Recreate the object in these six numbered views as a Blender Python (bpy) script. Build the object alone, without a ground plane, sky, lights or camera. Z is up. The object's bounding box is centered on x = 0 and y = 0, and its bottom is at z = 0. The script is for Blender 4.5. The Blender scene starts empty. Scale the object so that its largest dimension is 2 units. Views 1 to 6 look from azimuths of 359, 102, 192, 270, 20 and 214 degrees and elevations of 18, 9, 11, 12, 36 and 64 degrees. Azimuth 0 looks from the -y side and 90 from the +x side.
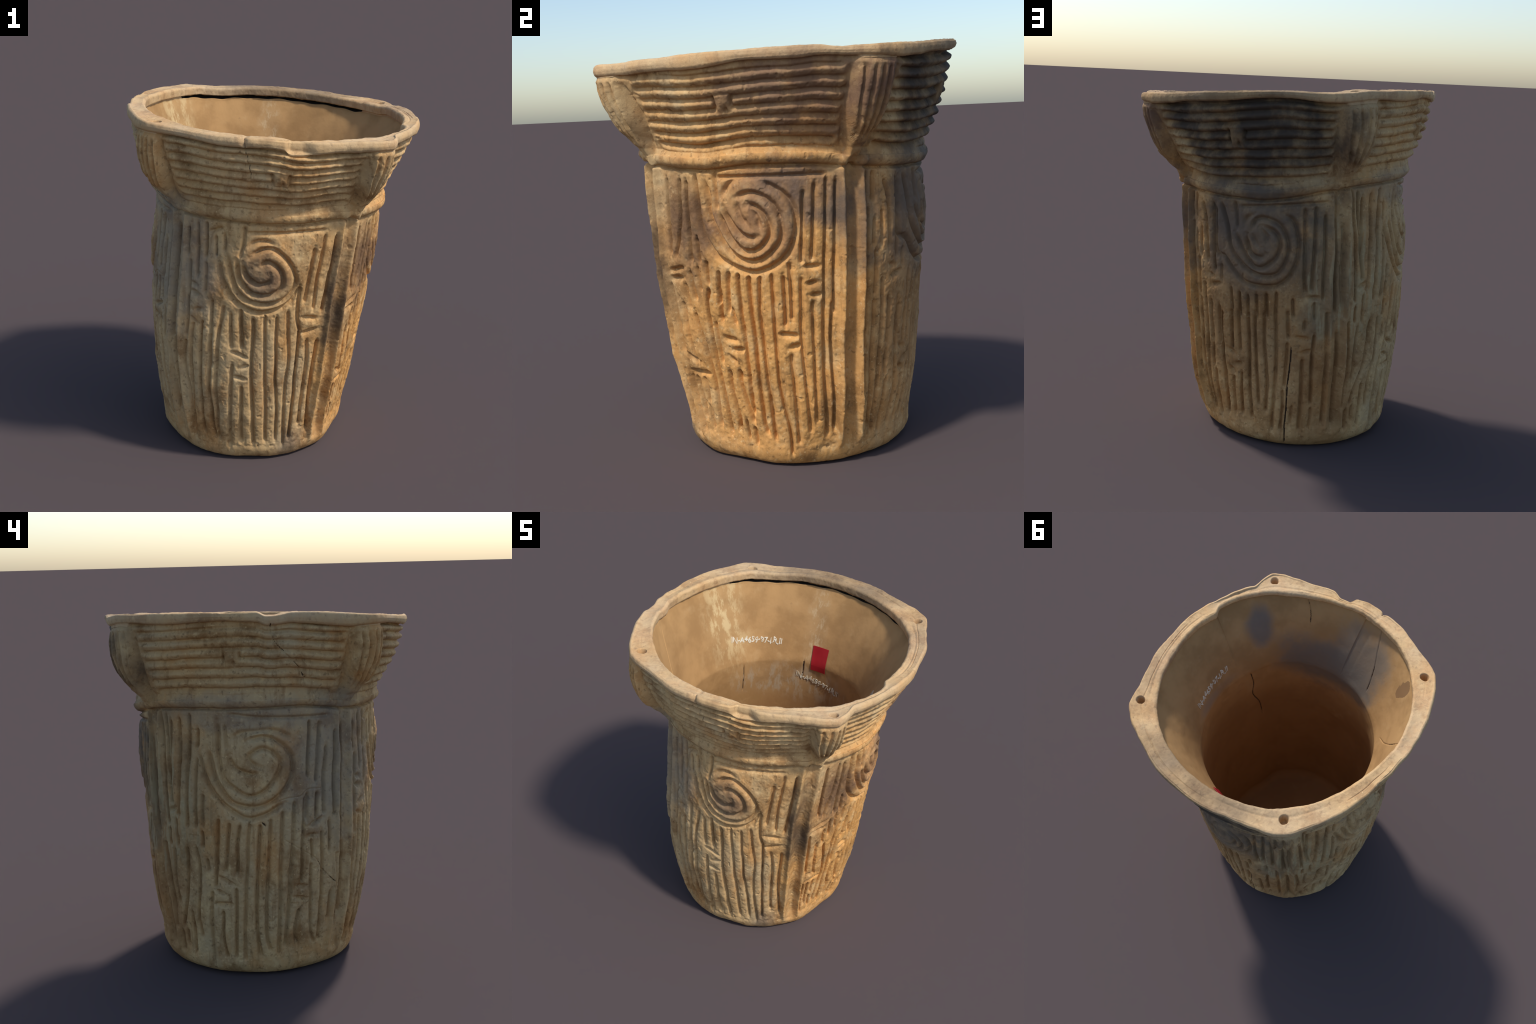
# An ancient coil-built clay jar: tapering body scored with vertical grooves and four
# scrolls, a coiled flaring collar with four corner ribs, and a thick pierced rim.
# Azimuths are degrees around the jar (0 = -y, 90 = +x); heights and radii are metres.
import bpy
import math
import numpy as np

AZ_COUNT = 1440
AZ = np.arange(AZ_COUNT) * 360.0 / AZ_COUNT
AZR = np.radians(AZ)
DIR_X, DIR_Y = np.sin(AZR), -np.cos(AZR)

# ---------------------------------------------------------------- strokes of the potter's stick
# every stroke is (azimuth, height, azimuth, height, ...): a curve drawn through those points
FRONT_GROOVES = [
    (348.5, 0.93, 348.6, 0.86, 347.4, 0.61, 347.7, 0.10), (353.7, 0.94, 353.8, 0.86, 354.3, 0.12),
    (359.4, 0.94, 359.2, 0.86, 359.5, 0.49, 0.3, 0.32, 0.2, 0.12), (4.5, 0.97, 4.8, 0.86, 5.7, 0.65, 4.3, 0.43, 5.0, 0.08),
    (10.7, 0.85, 8.7, 0.12), (15.1, 0.78, 15.9, 0.60, 14.7, 0.38, 15.0, 0.20),
    (21.2, 0.77, 19.6, 0.45, 21.7, 0.15), (343.0, 0.98, 342.8, 0.73), (342.6, 0.51, 341.0, 0.12),
    (338.2, 0.95, 338.0, 0.73), (338.5, 0.65, 334.8, 0.09), (335.0, 0.99, 331.7, 0.72, 329.0, 0.13),
    (329.0, 0.82, 327.1, 0.47, 327.2, 0.13), (325.0, 0.86, 324.3, 0.81, 321.6, 0.16),
    (320.9, 0.86, 319.5, 0.80, 317.8, 0.38, 314.9, 0.10), (316.3, 0.75, 314.7, 0.59, 316.4, 0.40, 314.6, 0.15),
    
    (9.6, 1.11, 9.0, 0.93, 11.3, 0.82), (21.5, 1.39, 18.7, 1.18, 17.3, 0.95),
    (16.2, 1.32, 12.3, 1.00), (27.7, 1.38, 22.0, 0.93), (326.3, 1.44, 325.9, 1.23),
    (321.7, 1.43, 321.8, 1.12), (317.9, 1.22, 316.4, 0.76), 
    (329.0, 1.01, 329.1, 0.78),
]
EAST_GROOVES = [
    (44.0, 1.39, 41.1, 1.02), (52.2, 1.39, 49.8, 1.20, 44.1, 1.01), (56.0, 1.38, 52.9, 0.99),
    (68.4, 0.97, 66.0, 0.79), (73.8, 0.97, 71.3, 0.76), (109.5, 1.33, 108.0, 0.99),
    (114.4, 1.36, 112.7, 1.00), (119.4, 1.38, 118.0, 0.76), (123.6, 1.37, 122.5, 0.75),
    (112.8, 0.82, 112.4, 0.76), (42.5, 0.80, 43.3, 0.57, 44.9, 0.48), (49.2, 0.75, 53.2, 0.46, 50.0, 0.16),
    (61.1, 0.88, 58.0, 0.74, 58.0, 0.29, 57.0, 0.13), (68.0, 0.89, 66.1, 0.71),
    (65.3, 0.48, 64.5, 0.36, 66.5, 0.24, 64.5, 0.16), (72.9, 0.80, 74.6, 0.70),
    (72.3, 0.49, 72.6, 0.40, 77.6, 0.21), (78.4, 0.96, 78.3, 0.25),
    (83.6, 0.95, 84.4, 0.32, 85.0, 0.20, 86.8, 0.16), (88.9, 0.95, 88.2, 0.73, 90.8, 0.13),
    (94.4, 0.96, 95.6, 0.43, 100.1, 0.19, 100.8, 0.06), (99.7, 0.95, 100.1, 0.70), (103.1, 1.01, 103.1, 0.73),
    (102.3, 0.58, 105.3, 0.11), (107.7, 0.94, 107.8, 0.63, 111.9, 0.17), (112.7, 0.83, 115.1, 0.22),
    (117.7, 0.83, 118.9, 0.47, 121.6, 0.15), (121.7, 0.82, 121.7, 0.60, 125.6, 0.18),
]
BACK_GROOVES = [
    (143.1, 0.80, 143.7, 0.39, 146.2, 0.16), (147.4, 0.90, 148.4, 0.67, 147.9, 0.39, 149.3, 0.12),
    (152.3, 0.81, 152.9, 0.56), (154.3, 0.40, 154.9, 0.10), (158.6, 0.79, 158.4, 0.55),
    (162.3, 0.41, 162.4, 0.17), (146.4, 1.35, 149.6, 1.25, 151.4, 1.02), (154.6, 1.36, 156.3, 0.97),
    (200.8, 1.37, 202.6, 0.90), (205.8, 1.38, 205.8, 0.91), (210.1, 1.34, 211.1, 0.86),
    (213.7, 1.47, 217.2, 0.79), (218.7, 1.28, 219.8, 0.91, 221.9, 0.75),
    (221.6, 1.48, 224.0, 1.30, 226.6, 0.84), (225.2, 1.46, 229.4, 0.96), (166.6, 0.91, 167.3, 0.76),
    (171.5, 0.89, 171.7, 0.73), (176.2, 0.88, 176.5, 0.73), (180.6, 0.89, 181.0, 0.74),
    (185.4, 0.90, 185.9, 0.75), (190.1, 0.91, 190.2, 0.75), (197.1, 0.88, 198.2, 0.76),
    (160.2, 0.76, 160.0, 0.53, 162.1, 0.32, 161.8, 0.13), (166.6, 0.78, 166.6, 0.53),
    (170.8, 0.78, 171.6, 0.53), (167.7, 0.39, 167.5, 0.14), (172.7, 0.42, 172.5, 0.15),
    (176.4, 0.75, 178.1, 0.22, 179.7, 0.14), (180.7, 0.80, 180.1, 0.66, 182.9, 0.23),
    (184.9, 0.80, 185.0, 0.61, 187.1, 0.38, 186.6, 0.19), (190.1, 0.81, 191.2, 0.47, 190.3, 0.09),
    (195.3, 0.81, 196.5, 0.64), (203.3, 0.76, 203.2, 0.69), (203.1, 0.54, 204.3, 0.10),
    (208.0, 0.68, 207.6, 0.53, 208.9, 0.26), (213.3, 0.81, 215.7, 0.14), (218.8, 0.69, 221.0, 0.13),
    (223.0, 0.75, 225.0, 0.52, 224.8, 0.22),
]
WEST_GROOVES = [
    (228.3, 1.43, 228.3, 1.05), (233.5, 1.45, 234.0, 1.21, 232.3, 0.90), (239.4, 1.47, 237.2, 0.84),
    (242.8, 1.24, 242.2, 0.85), 
    
    
    (290.7, 1.05, 289.8, 0.89), (295.3, 1.05, 294.3, 0.88), (293.0, 1.43, 290.8, 1.12),
    (298.0, 1.42, 294.9, 1.09), (300.8, 1.29, 298.7, 1.08, 298.2, 0.91),
    (306.2, 1.37, 303.9, 1.07, 303.9, 0.89), (310.2, 1.39, 307.0, 0.72),
    (236.4, 0.74, 235.5, 0.52, 229.5, 0.24), (241.4, 0.75, 242.4, 0.56, 240.0, 0.36, 240.8, 0.20),
    (246.1, 0.69, 247.2, 0.60), (252.6, 0.92, 251.5, 0.76, 249.9, 0.51), (248.1, 0.50, 246.7, 0.34, 246.4, 0.05),
    (257.3, 0.90, 256.5, 0.81, 254.7, 0.61), (252.8, 0.39, 252.2, 0.22, 253.8, 0.10), (261.8, 0.89, 260.8, 0.80, 259.7, 0.60),
    (259.4, 0.53, 257.8, 0.10), (266.0, 0.89, 265.6, 0.86, 262.4, 0.30, 262.4, 0.09),
    (270.6, 0.89, 270.0, 0.81, 267.7, 0.37, 269.1, 0.11), (275.0, 0.92, 274.1, 0.78, 272.0, 0.31, 273.9, 0.14),
    (280.0, 0.96, 279.0, 0.74, 277.5, 0.12), (285.0, 1.01, 283.6, 0.73, 280.6, 0.16), (286.7, 0.40, 285.0, 0.27, 286.3, 0.18),
    (289.6, 1.03, 287.8, 0.73, 287.8, 0.54), (291.7, 0.66, 292.7, 0.28, 295.8, 0.16), (297.2, 0.83, 297.4, 0.17),
    (302.2, 0.48, 302.1, 0.29), (304.5, 0.70, 306.6, 0.25), (308.1, 0.75, 308.4, 0.31),
]
FRONT_NOTCHES = [
    (338.2, 0.72, 346.3, 0.68), (342.0, 0.62, 347.8, 0.64), (338.0, 0.57, 345.4, 0.55),
    (11.3, 0.92, 20.7, 0.90), (11.7, 0.82, 21.2, 0.84), (317.4, 1.04, 323.5, 1.02),
    (319.7, 0.93, 324.5, 0.95), (317.7, 0.89, 322.3, 0.86), (317.8, 1.09, 321.9, 1.07),
    (326.4, 1.38, 335.4, 1.42),
]
EAST_NOTCHES = [
    (108.5, 0.98, 117.0, 0.98), (109.4, 0.90, 115.8, 0.91), (110.9, 0.85, 117.4, 0.85),
    (37.3, 0.94, 48.7, 0.97), (37.2, 0.90, 46.5, 0.92), (66.0, 0.64, 74.2, 0.63), (69.8, 0.58, 78.2, 0.59),
    (67.0, 0.55, 72.0, 0.51), (96.2, 0.67, 106.8, 0.66), (100.8, 0.60, 108.3, 0.62), (37.7, 0.53, 45.9, 0.49),
    (37.7, 0.44, 51.6, 0.44),
]
BACK_NOTCHES = [
    (152.5, 0.89, 160.7, 0.91), (151.2, 0.95, 155.5, 0.94), (203.2, 0.88, 210.4, 0.88),
    (226.8, 0.92, 232.4, 0.96), (163.7, 0.54, 168.9, 0.51), (167.2, 0.45, 173.2, 0.47),
    (163.6, 0.44, 168.3, 0.40), (198.7, 0.66, 206.2, 0.65), (201.6, 0.57, 208.6, 0.59),
]
WEST_NOTCHES = [
    (290.7, 0.86, 298.1, 0.90), (289.7, 0.81, 295.4, 0.81), (251.2, 0.59, 259.5, 0.54),
    (249.3, 0.51, 255.1, 0.48), (247.4, 0.42, 258.4, 0.43), (285.0, 0.53, 291.3, 0.52),
    (283.6, 0.47, 291.6, 0.44),
]
FRONT_SCROLL = [
   
    (332.2, 1.24, 333.2, 1.16, 335.8, 1.09, 340.0, 1.02, 345.2, 0.98, 351.1, 0.96, 357.5, 0.97, 3.2, 1.00, 6.9, 1.04, 9.6, 1.11),
    (336.2, 1.27, 339.9, 1.11, 343.1, 1.05, 347.9, 1.02, 353.9, 1.01, 359.0, 1.02, 3.9, 1.05, 7.4, 1.12, 6.4, 1.20, 2.5, 1.27, 357.0, 1.32, 351.1, 1.31, 346.9, 1.27),
    (341.3, 1.25, 341.8, 1.16, 344.3, 1.11, 347.9, 1.07, 353.0, 1.06, 357.3, 1.07, 0.9, 1.11, 1.1, 1.18, 358.3, 1.23, 354.3, 1.25, 350.8, 1.22),
    (343.8, 1.24, 345.0, 1.18, 347.8, 1.14, 351.8, 1.12, 355.3, 1.14, 356.0, 1.17),
    (344.9, 1.31, 348.7, 1.35, 353.8, 1.36, 358.5, 1.34),
]
EAST_SCROLL = [
   
    (61.3, 1.41, 61.8, 1.16, 67.0, 1.05, 76.5, 0.99, 85.9, 0.96, 95.7, 0.99, 102.9, 1.05, 106.3, 1.15, 105.6, 1.24, 101.3, 1.31, 92.3, 1.37),
    (65.9, 1.39, 67.6, 1.30, 67.9, 1.22, 73.0, 1.10, 79.5, 1.03, 87.5, 1.01, 94.9, 1.05, 100.0, 1.12, 99.4, 1.22, 94.5, 1.29, 87.3, 1.32, 80.6, 1.30),
    (72.2, 1.24, 76.8, 1.12, 83.3, 1.06, 89.6, 1.07, 94.8, 1.13, 94.6, 1.19, 90.7, 1.25, 86.5, 1.27, 85.3, 1.26),
    (75.2, 1.26, 76.5, 1.21, 80.7, 1.15, 86.1, 1.12, 90.0, 1.13), (74.3, 1.30, 78.3, 1.36, 82.3, 1.39),
    (87.0, 1.262, 90.0, 1.21, 91.0, 1.145), (80.6, 1.29, 82.4, 1.22, 86.5, 1.165),
]
BACK_SCROLL = [
   
    (156.0, 1.35, 157.2, 1.10, 163.3, 1.06, 168.8, 0.99, 175.1, 0.94, 183.0, 0.93, 190.0, 0.94, 195.2, 0.99, 198.4, 1.08, 198.8, 1.19, 196.2, 1.29, 191.6, 1.33),
    (159.7, 1.37, 164.0, 1.24, 166.7, 1.13, 171.4, 1.06, 177.0, 1.01, 183.7, 0.99, 190.1, 1.01, 193.8, 1.10, 193.9, 1.19, 190.0, 1.27, 184.1, 1.30, 179.5, 1.29, 177.9, 1.23),
    (169.0, 1.21, 173.9, 1.12, 178.9, 1.04, 183.6, 1.04, 188.5, 1.09, 190.5, 1.17, 188.0, 1.23, 182.9, 1.26),
    (175.1, 1.21, 177.3, 1.12, 181.6, 1.09, 184.4, 1.11), (174.0, 1.24, 174.7, 1.29, 179.3, 1.32),
    (182.0, 1.255, 184.5, 1.21, 185.5, 1.15), (178.0, 1.225, 179.5, 1.18, 182.0, 1.14),
]
WEST_SCROLL = [
    (243.4, 1.27, 246.7, 1.15, 250.4, 1.06, 256.2, 0.98, 264.3, 0.92, 270.9, 0.93, 276.0, 0.96, 280.8, 1.00),
    (247.7, 1.29, 250.8, 1.17, 255.0, 1.06, 259.6, 1.00, 268.2, 0.98, 275.2, 1.01, 281.9, 1.09, 284.6, 1.20, 282.9, 1.27, 278.3, 1.32, 272.2, 1.35, 265.0, 1.33),
    (252.7, 1.44, 252.8, 1.28, 255.2, 1.14, 259.9, 1.08, 265.9, 1.04, 271.6, 1.06, 276.3, 1.12, 279.4, 1.21, 276.7, 1.26, 272.0, 1.29, 266.8, 1.26, 266.3, 1.23, 268.5, 1.205, 271.5, 1.19),
    (257.7, 1.25, 260.6, 1.19, 266.2, 1.16, 270.4, 1.16),
    (258.7, 1.34, 262.6, 1.37, 269.8, 1.38, 277.5, 1.38, 285.6, 1.33),
]
PANEL_TOP_BANDS = [
    (344.5, 1.44, 343.8, 1.34, 342.1, 1.26), (345.2, 1.40, 22.1, 1.41), (345.3, 1.45, 10.7, 1.46, 23.6, 1.46),
    (71.4, 1.43, 72.2, 1.24), (72.1, 1.39, 119.4, 1.39), (71.8, 1.45, 125.7, 1.44),
    (168.2, 1.38, 170.5, 1.23), (170.9, 1.35, 211.8, 1.40), (168.6, 1.41, 200.0, 1.44, 213.1, 1.48),
    (255.5, 1.42, 256.8, 1.28), (257.4, 1.47, 272.3, 1.45, 302.7, 1.44),
    (257.8, 1.51, 267.8, 1.50, 301.5, 1.51),
]

SCROLL_CENTRES = [(352.5, 1.17, .235), (86.5, 1.18, .235), (182.0, 1.15, .235), (268.0, 1.18, .25)]

# corner ridge pairs: centre line of the trough between the two ridges, and its strength
CORNERS = [
    (37.5, 1.15, (34.4, 1.45, 33.0, 1.23, 30.9, 1.05, 30.4, .9, 30.0, .6, 29.9, .4, 30.6, .10)),
    (129.5, 1.35, (130.2, 1.45, 130.9, 1.2, 131.3, .95, 131.2, .7, 132.6, .35, 135.6, .10)),
    (216.5, .8, (217.5, 1.47, 217.6, 1.2, 217.6, .9, 219.2, .5, 221.0, .12)),
    (310.0, .75, (310.8, 1.46, 310.3, 1.15, 309.0, .9, 308.2, .5, 308.0, .12)),
]
OUTER_CRACKS = [   # (stroke, half width, depth)
    ((197.6, .61, 197.6, .47, 197.0, .36, 197.2, .24, 197.0, .13, 197.6, .02), .0046, .014),
    ((275.2, 1.00, 280.8, 1.02, 287.6, 1.03, 290.7, 1.06, 298.6, 1.06), .0040, .006),
    ((270.8, .90, 273.4, .87), .012, .012),
    ((280.0, .80, 285.9, .75, 293.7, .68, 297.9, .60, 305.0, .51), .0036, .0055),
    ((275.0, 1.95, 276.2, 1.86, 280.5, 1.79, 285.5, 1.72, 288.3, 1.68, 289.5, 1.61), .0042, .0065),
    ((286.4, 1.70, 288.6, 1.66), .011, .010),
    ((346.6, 1.96, 347.0, 1.86, 348.2, 1.77, 348.4, 1.70), .0042, .0065),
]
INNER_CRACKS = [
    ((344.5, 1.93, 340.0, 1.78, 334.0, 1.62, 331.0, 1.50), .0042, .0065),
    ((299.0, 1.50, 292.0, 1.58, 286.0, 1.72, 281.0, 1.88), .0042, .0065),
    ((58.0, 1.42, 56.0, 1.30, 57.5, 1.18, 52.0, 1.05, 50.0, .90), .006, .008),
    ((22.0, 1.86, 19.0, 1.78, 18.0, 1.70), .005, .007),
    ((186.8, 1.44, 188.0, 1.30), .007, .009),
    ((226.0, 1.40, 226.6, 1.20), .006, .008),
]


def ring_table(pairs, blur=1.2):
    """periodic profile around the jar from (azimuth, value) control points"""
    a, v = zip(*pairs)
    y = np.interp(AZ, a, v, period=360.0)
    w = np.arange(-60, 61) * 360.0 / AZ_COUNT
    k = np.exp(-(w / blur) ** 2)
    k /= k.sum()
    return np.convolve(np.concatenate([y[-60:], y, y[:60]]), k, mode="valid")


RIM_RADIUS = ring_table([(0.5, .850), (2, .805), (7, .805), (10.5, .838), (22, .845), (29, .868), (33, .892),
                         (38, .905), (42, .87), (46, .823), (64, .799), (77, .798), (92, .800), (102, .812),
                         (113, .823), (122.5, .862), (128, .897), (134, .893), (141, .874), (150, .864),
                         (160, .862), (170, .856), (182, .862), (193, .858), (205, .880), (212, .908),
                         (219, .915), (226, .882), (241, .846), (255, .820), (270, .824), (273, .835),
                         (287, .853), (298, .879), (307, .908), (312, .922), (318, .903), (324, .884),
                         (334, .881), (345.8, .862), (346.8, .845), (347.8, .862), (356, .862)], .7)
RIM_RADIUS = RIM_RADIUS + .0016 * np.sin(AZR * 17 + 5 * np.sin(AZR * 3)) + .0012 * np.sin(AZR * 29 + 6 * np.sin(AZR * 5 + 1))
RIM_INNER = ring_table([(0, .768), (16, .752), (30, .750), (40, .762), (58, .758), (66, .742), (69, .708),
                        (82, .712), (100, .706), (114, .72), (127, .73), (141, .735), (167, .735), (180, .735),
                        (196, .744), (212, .752), (227, .745), (240, .732), (255, .726), (267, .735),
                        (281, .754), (296, .765), (308, .775), (320, .785), (332, .789), (346, .780)], 1.0)
RIM_HEIGHT = ring_table([(0, 1.920), (3, 1.908), (8, 1.906), (14, 1.905), (25, 1.900), (38, 1.900), (60, 1.905),
                         (80, 1.917), (92, 1.920), (106, 1.923), (112, 1.926), (120, 1.914), (128, 1.916),
                         (145, 1.928), (160, 1.944), (180, 1.963), (195, 1.970), (205, 1.966), (212, 1.976),
                         (218, 1.988), (232, 1.992), (250, 1.994), (271, 1.996), (273.5, 1.978), (277, 1.980),
                         (282, 1.992), (290, 1.988), (300, 1.976), (312, 1.966), (325, 1.952), (338, 1.938),
                         (346, 1.932), (346.8, 1.924), (348, 1.930), (355, 1.928)], .8)
RING_HEIGHT = ring_table([(320, 1.50), (337, 1.50), (353, 1.492), (10, 1.49), (25, 1.50), (40, 1.485), (52, 1.468),
                          (69, 1.462), (86, 1.482), (101, 1.48), (116, 1.474), (130, 1.458), (145, 1.446),
                          (160, 1.438), (182, 1.434), (198, 1.465), (208, 1.495), (227, 1.528), (247, 1.538),
                          (260, 1.538), (274, 1.54), (289, 1.545), (302, 1.525), (312, 1.508)], 3.0)

# body cross-section: mean radius, lean of the axis in x and y, and ovalness, by height
BODY_Z = np.array([.03, .12, .30, .55, .85, 1.15, 1.38, 1.60])
BODY_SHAPE = np.array([[.549, -.098, .015, -.019, .013], [.560, -.095, .013, -.028, .013],
                       [.594, -.088, .009, -.034, .016], [.629, -.081, .004, -.027, .013],
                       [.655, -.067, .002, -.018, .010], [.668, -.050, .004, -.006, .011],
                       [.668, -.036, .000, -.001, .013], [.668, -.030, .000, .000, .013]])


def smooth_interp(x, xs, ys):
    """monotone-ish cubic (Catmull-Rom) interpolation through control points"""
    xs, ys = np.asarray(xs, float), np.asarray(ys, float)
    m = np.gradient(ys, xs)
    i = np.clip(np.searchsorted(xs, x) - 1, 0, len(xs) - 2)
    h = xs[i + 1] - xs[i]
    t = np.clip((x - xs[i]) / h, 0, 1)
    return ((2 * t ** 3 - 3 * t ** 2 + 1) * ys[i] + (t ** 3 - 2 * t ** 2 + t) * h * m[i]
            + (-2 * t ** 3 + 3 * t ** 2) * ys[i + 1] + (t ** 3 - t ** 2) * h * m[i + 1])


def body_radius(az_deg, z):
    t = np.radians(az_deg)
    c = [smooth_interp(z, BODY_Z, BODY_SHAPE[:, k]) for k in range(5)]
    dent = [np.interp(az_deg, AZ, d, period=360.0) for d in (DENT_FOOT, DENT_BELLY, DENT_NECK)]
    k1, k2 = np.clip((z - .15) / .70, 0, 1), np.clip((z - .85) / .45, 0, 1)
    return (c[0] + c[1] * np.sin(t) - c[2] * np.cos(t) + c[3] * np.sin(2 * t) + c[4] * np.cos(2 * t)
            + dent[0] * (1 - k1) + dent[1] * (k1 - k2) + dent[2] * k2)


# the jar is not truly round: push (+) or dent (-) of the wall, by azimuth, near the foot, belly and neck
DENT_FOOT = ring_table([(0, -.020), (19, -.012), (40, .012), (55, -.018), (65, -.022), (85, -.018), (105, -.026),
                        (120, -.052), (140, -.062), (160, -.058), (182, -.014), (200, .030), (223, .062), (250, .052),
                        (275, .016), (300, 0), (320, -.010), (340, -.034)], 7.0)
DENT_BELLY = ring_table([(0, -.014), (19, -.006), (40, .012), (55, -.027), (65, -.024), (87, -.024), (110, -.026),
                         (140, -.033), (160, -.035), (182, -.008), (200, .016), (223, .036), (250, .032), (275, .016),
                         (300, .017), (320, .010), (340, -.012)], 7.0)
DENT_NECK = ring_table([(0, -.006), (36, .008), (52, -.018), (65, -.018), (87, -.020), (110, -.020), (140, -.022), (165, -.018),
                        (182, -.002), (223, .008), (250, .006), (300, .006), (340, -.004)], 6.0)


def smoothstep(a, b, x):
    t = np.clip((x - a) / (b - a), 0, 1)
    return t * t * (3 - 2 * t)


def az_gap(a, b):
    return (a - b + 180.0) % 360.0 - 180.0


def hash3(i, j, k, seed):
    h = (i.astype(np.int64) * 374761393 + j.astype(np.int64) * 668265263 + k.astype(np.int64) * 2147483647
         + seed * 974634599) & 0xFFFFFFFF
    h = ((h ^ (h >> 13)) * 1274126177) & 0xFFFFFFFF
    return ((h ^ (h >> 16)) & 0xFFFF) / 32767.5 - 1.0


def noise3(p, scale, seed):
    """smooth value noise in -1..1 on an (..., 3) array of points"""
    q = p * scale + 64.0
    c = np.floor(q).astype(np.int64)
    f = q - c
    f = f * f * (3 - 2 * f)
    out = 0
    for dx in (0, 1):
        for dy in (0, 1):
            for dz in (0, 1):
                w = ((f[..., 0] if dx else 1 - f[..., 0]) * (f[..., 1] if dy else 1 - f[..., 1])
                     * (f[..., 2] if dz else 1 - f[..., 2]))
                out = out + w * hash3(c[..., 0] + dx, c[..., 1] + dy, c[..., 2] + dz, seed)
    return out


def curve_points(stroke, step=.012):
    """Catmull-Rom curve through the stroke's control points, with unwrapped azimuths"""
    a = np.degrees(np.unwrap(np.radians(np.array(stroke[0::2], float))))
    z = np.array(stroke[1::2], float)
    p = np.stack([a, z], 1)
    p = np.vstack([2 * p[0] - p[1], p, 2 * p[-1] - p[-2]])
    out = []
    for i in range(1, len(p) - 2):
        d = math.hypot((p[i + 1, 0] - p[i, 0]) * .0115, p[i + 1, 1] - p[i, 1])
        n = max(1, int(d / step))
        t = (np.arange(n) / n)[:, None]
        out.append(.5 * (2 * p[i] + (p[i + 1] - p[i - 1]) * t + (2 * p[i - 1] - 5 * p[i] + 4 * p[i + 1] - p[i + 2]) * t ** 2
                         + (3 * p[i] - p[i - 1] - 3 * p[i + 1] + p[i + 2]) * t ** 3))
    out.append(p[-2:-1])
    return np.vstack(out)


def stroke_distance(stroke, az_grid, z_grid, radius, reach):
    """distance in metres from the grid to a stroke; returns (column indices, row slice, distance, height along)"""
    c = curve_points(stroke)
    rmin = .42
    pad = math.degrees(reach / rmin)
    lo, hi = c[:, 0].min() - pad, c[:, 0].max() + pad
    cols = np.arange(math.floor(lo * AZ_COUNT / 360), math.ceil(hi * AZ_COUNT / 360) + 1)
    zcol = z_grid[cols % AZ_COUNT]
    ok = np.where((zcol.max(0) > c[:, 1].min() - reach) & (zcol.min(0) < c[:, 1].max() + reach))[0]
    if len(ok) == 0:
        return None
    rows = slice(ok[0], ok[-1] + 1)
    gz = zcol[:, rows]
    ga = (cols * 360.0 / AZ_COUNT)[:, None] + np.zeros_like(gz) + az_grid[cols % AZ_COUNT][:, rows]
    k = np.radians(1) * radius[cols % AZ_COUNT][:, rows]
    best = np.full(gz.shape, 1e9)
    along = np.zeros(gz.shape)
    at, total = 0.0, 0.0
    lengths = [math.hypot((q[0] - p[0]) * .0112, q[1] - p[1]) for p, q in zip(c[:-1], c[1:])]
    total = sum(lengths)
    for p, q, length in zip(c[:-1], c[1:], lengths):
        ex, ez = (q[0] - p[0]) * k, q[1] - p[1]
        px, pz = (ga - p[0]) * k, gz - p[1]
        t = np.clip((px * ex + pz * ez) / (ex * ex + ez * ez + 1e-12), 0, 1)
        d2 = (px - t * ex) ** 2 + (pz - t * ez) ** 2
        near = d2 < best
        best = np.where(near, d2, best)
        along = np.where(near, at + t * length, along)
        at += length
    return cols % AZ_COUNT, rows, np.sqrt(best), np.minimum(along, total - along)


def valley(d, w):
    """V-shaped cut between two rounded cords: sharp at the bottom, easing out over the cord tops"""
    t = np.clip(1 - d / w, 0, 1)
    return .55 * t ** 1.4 + .45 * smoothstep(.15, .95, t)


def trough(d, w):
    """U-shaped cut: 1 at the middle of the stroke, 0 at distance w"""
    return 1 - smoothstep(.12, 1.0, d / w)


# ================================================================ base surface, row by row
rows_r, rows_z, row_kind = [], [], []


def add_row(r, z, kind):
    rows_r.append(np.broadcast_to(r, (AZ_COUNT,)).astype(float).copy())
    rows_z.append(np.broadcast_to(z, (AZ_COUNT,)).astype(float).copy())
    row_kind.append(kind)


FOOT = .088
r_foot = body_radius(AZ, np.full(AZ_COUNT, FOOT))
for f in (0.0, .15, .35, .55, .75, .9):
    add_row((r_foot - .075) * f, .004 * (1 - f), "foot")
for a in np.linspace(0, math.pi / 2, 16):
    add_row(r_foot - .075 * (1 - math.sin(a)), FOOT * (1 - math.cos(a)), "foot")
for z in np.arange(FOOT + .0036, 1.40, .0036):
    add_row(body_radius(AZ, np.full(AZ_COUNT, z)), z, "body")

NECK_R = body_radius(AZ, np.full(AZ_COUNT, 1.42)) - .004
LIP_DROP = .052 + .006 * np.sin(AZR * 5 + 1) + .004 * np.sin(AZR * 11)
UNDER_Z = RIM_HEIGHT - LIP_DROP
# the wall under the lip ignores the chips broken out of the lip itself
sound = (np.abs(az_gap(AZ, 5)) > 8) & (np.abs(az_gap(AZ, 347)) > 3)
PANEL_TOP_R = np.interp(AZ, AZ[sound], RIM_RADIUS[sound], period=360.0) - .018
# how far a corner rib bellies out of the straight collar line, from neck (0) to lip (1)
RIB_BELLY = ([-.16, -.06, .05, .15, .28, .42, .6, .8, 1.0], [0, .020, .046, .068, .076, .070, .058, .038, .012])


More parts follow.
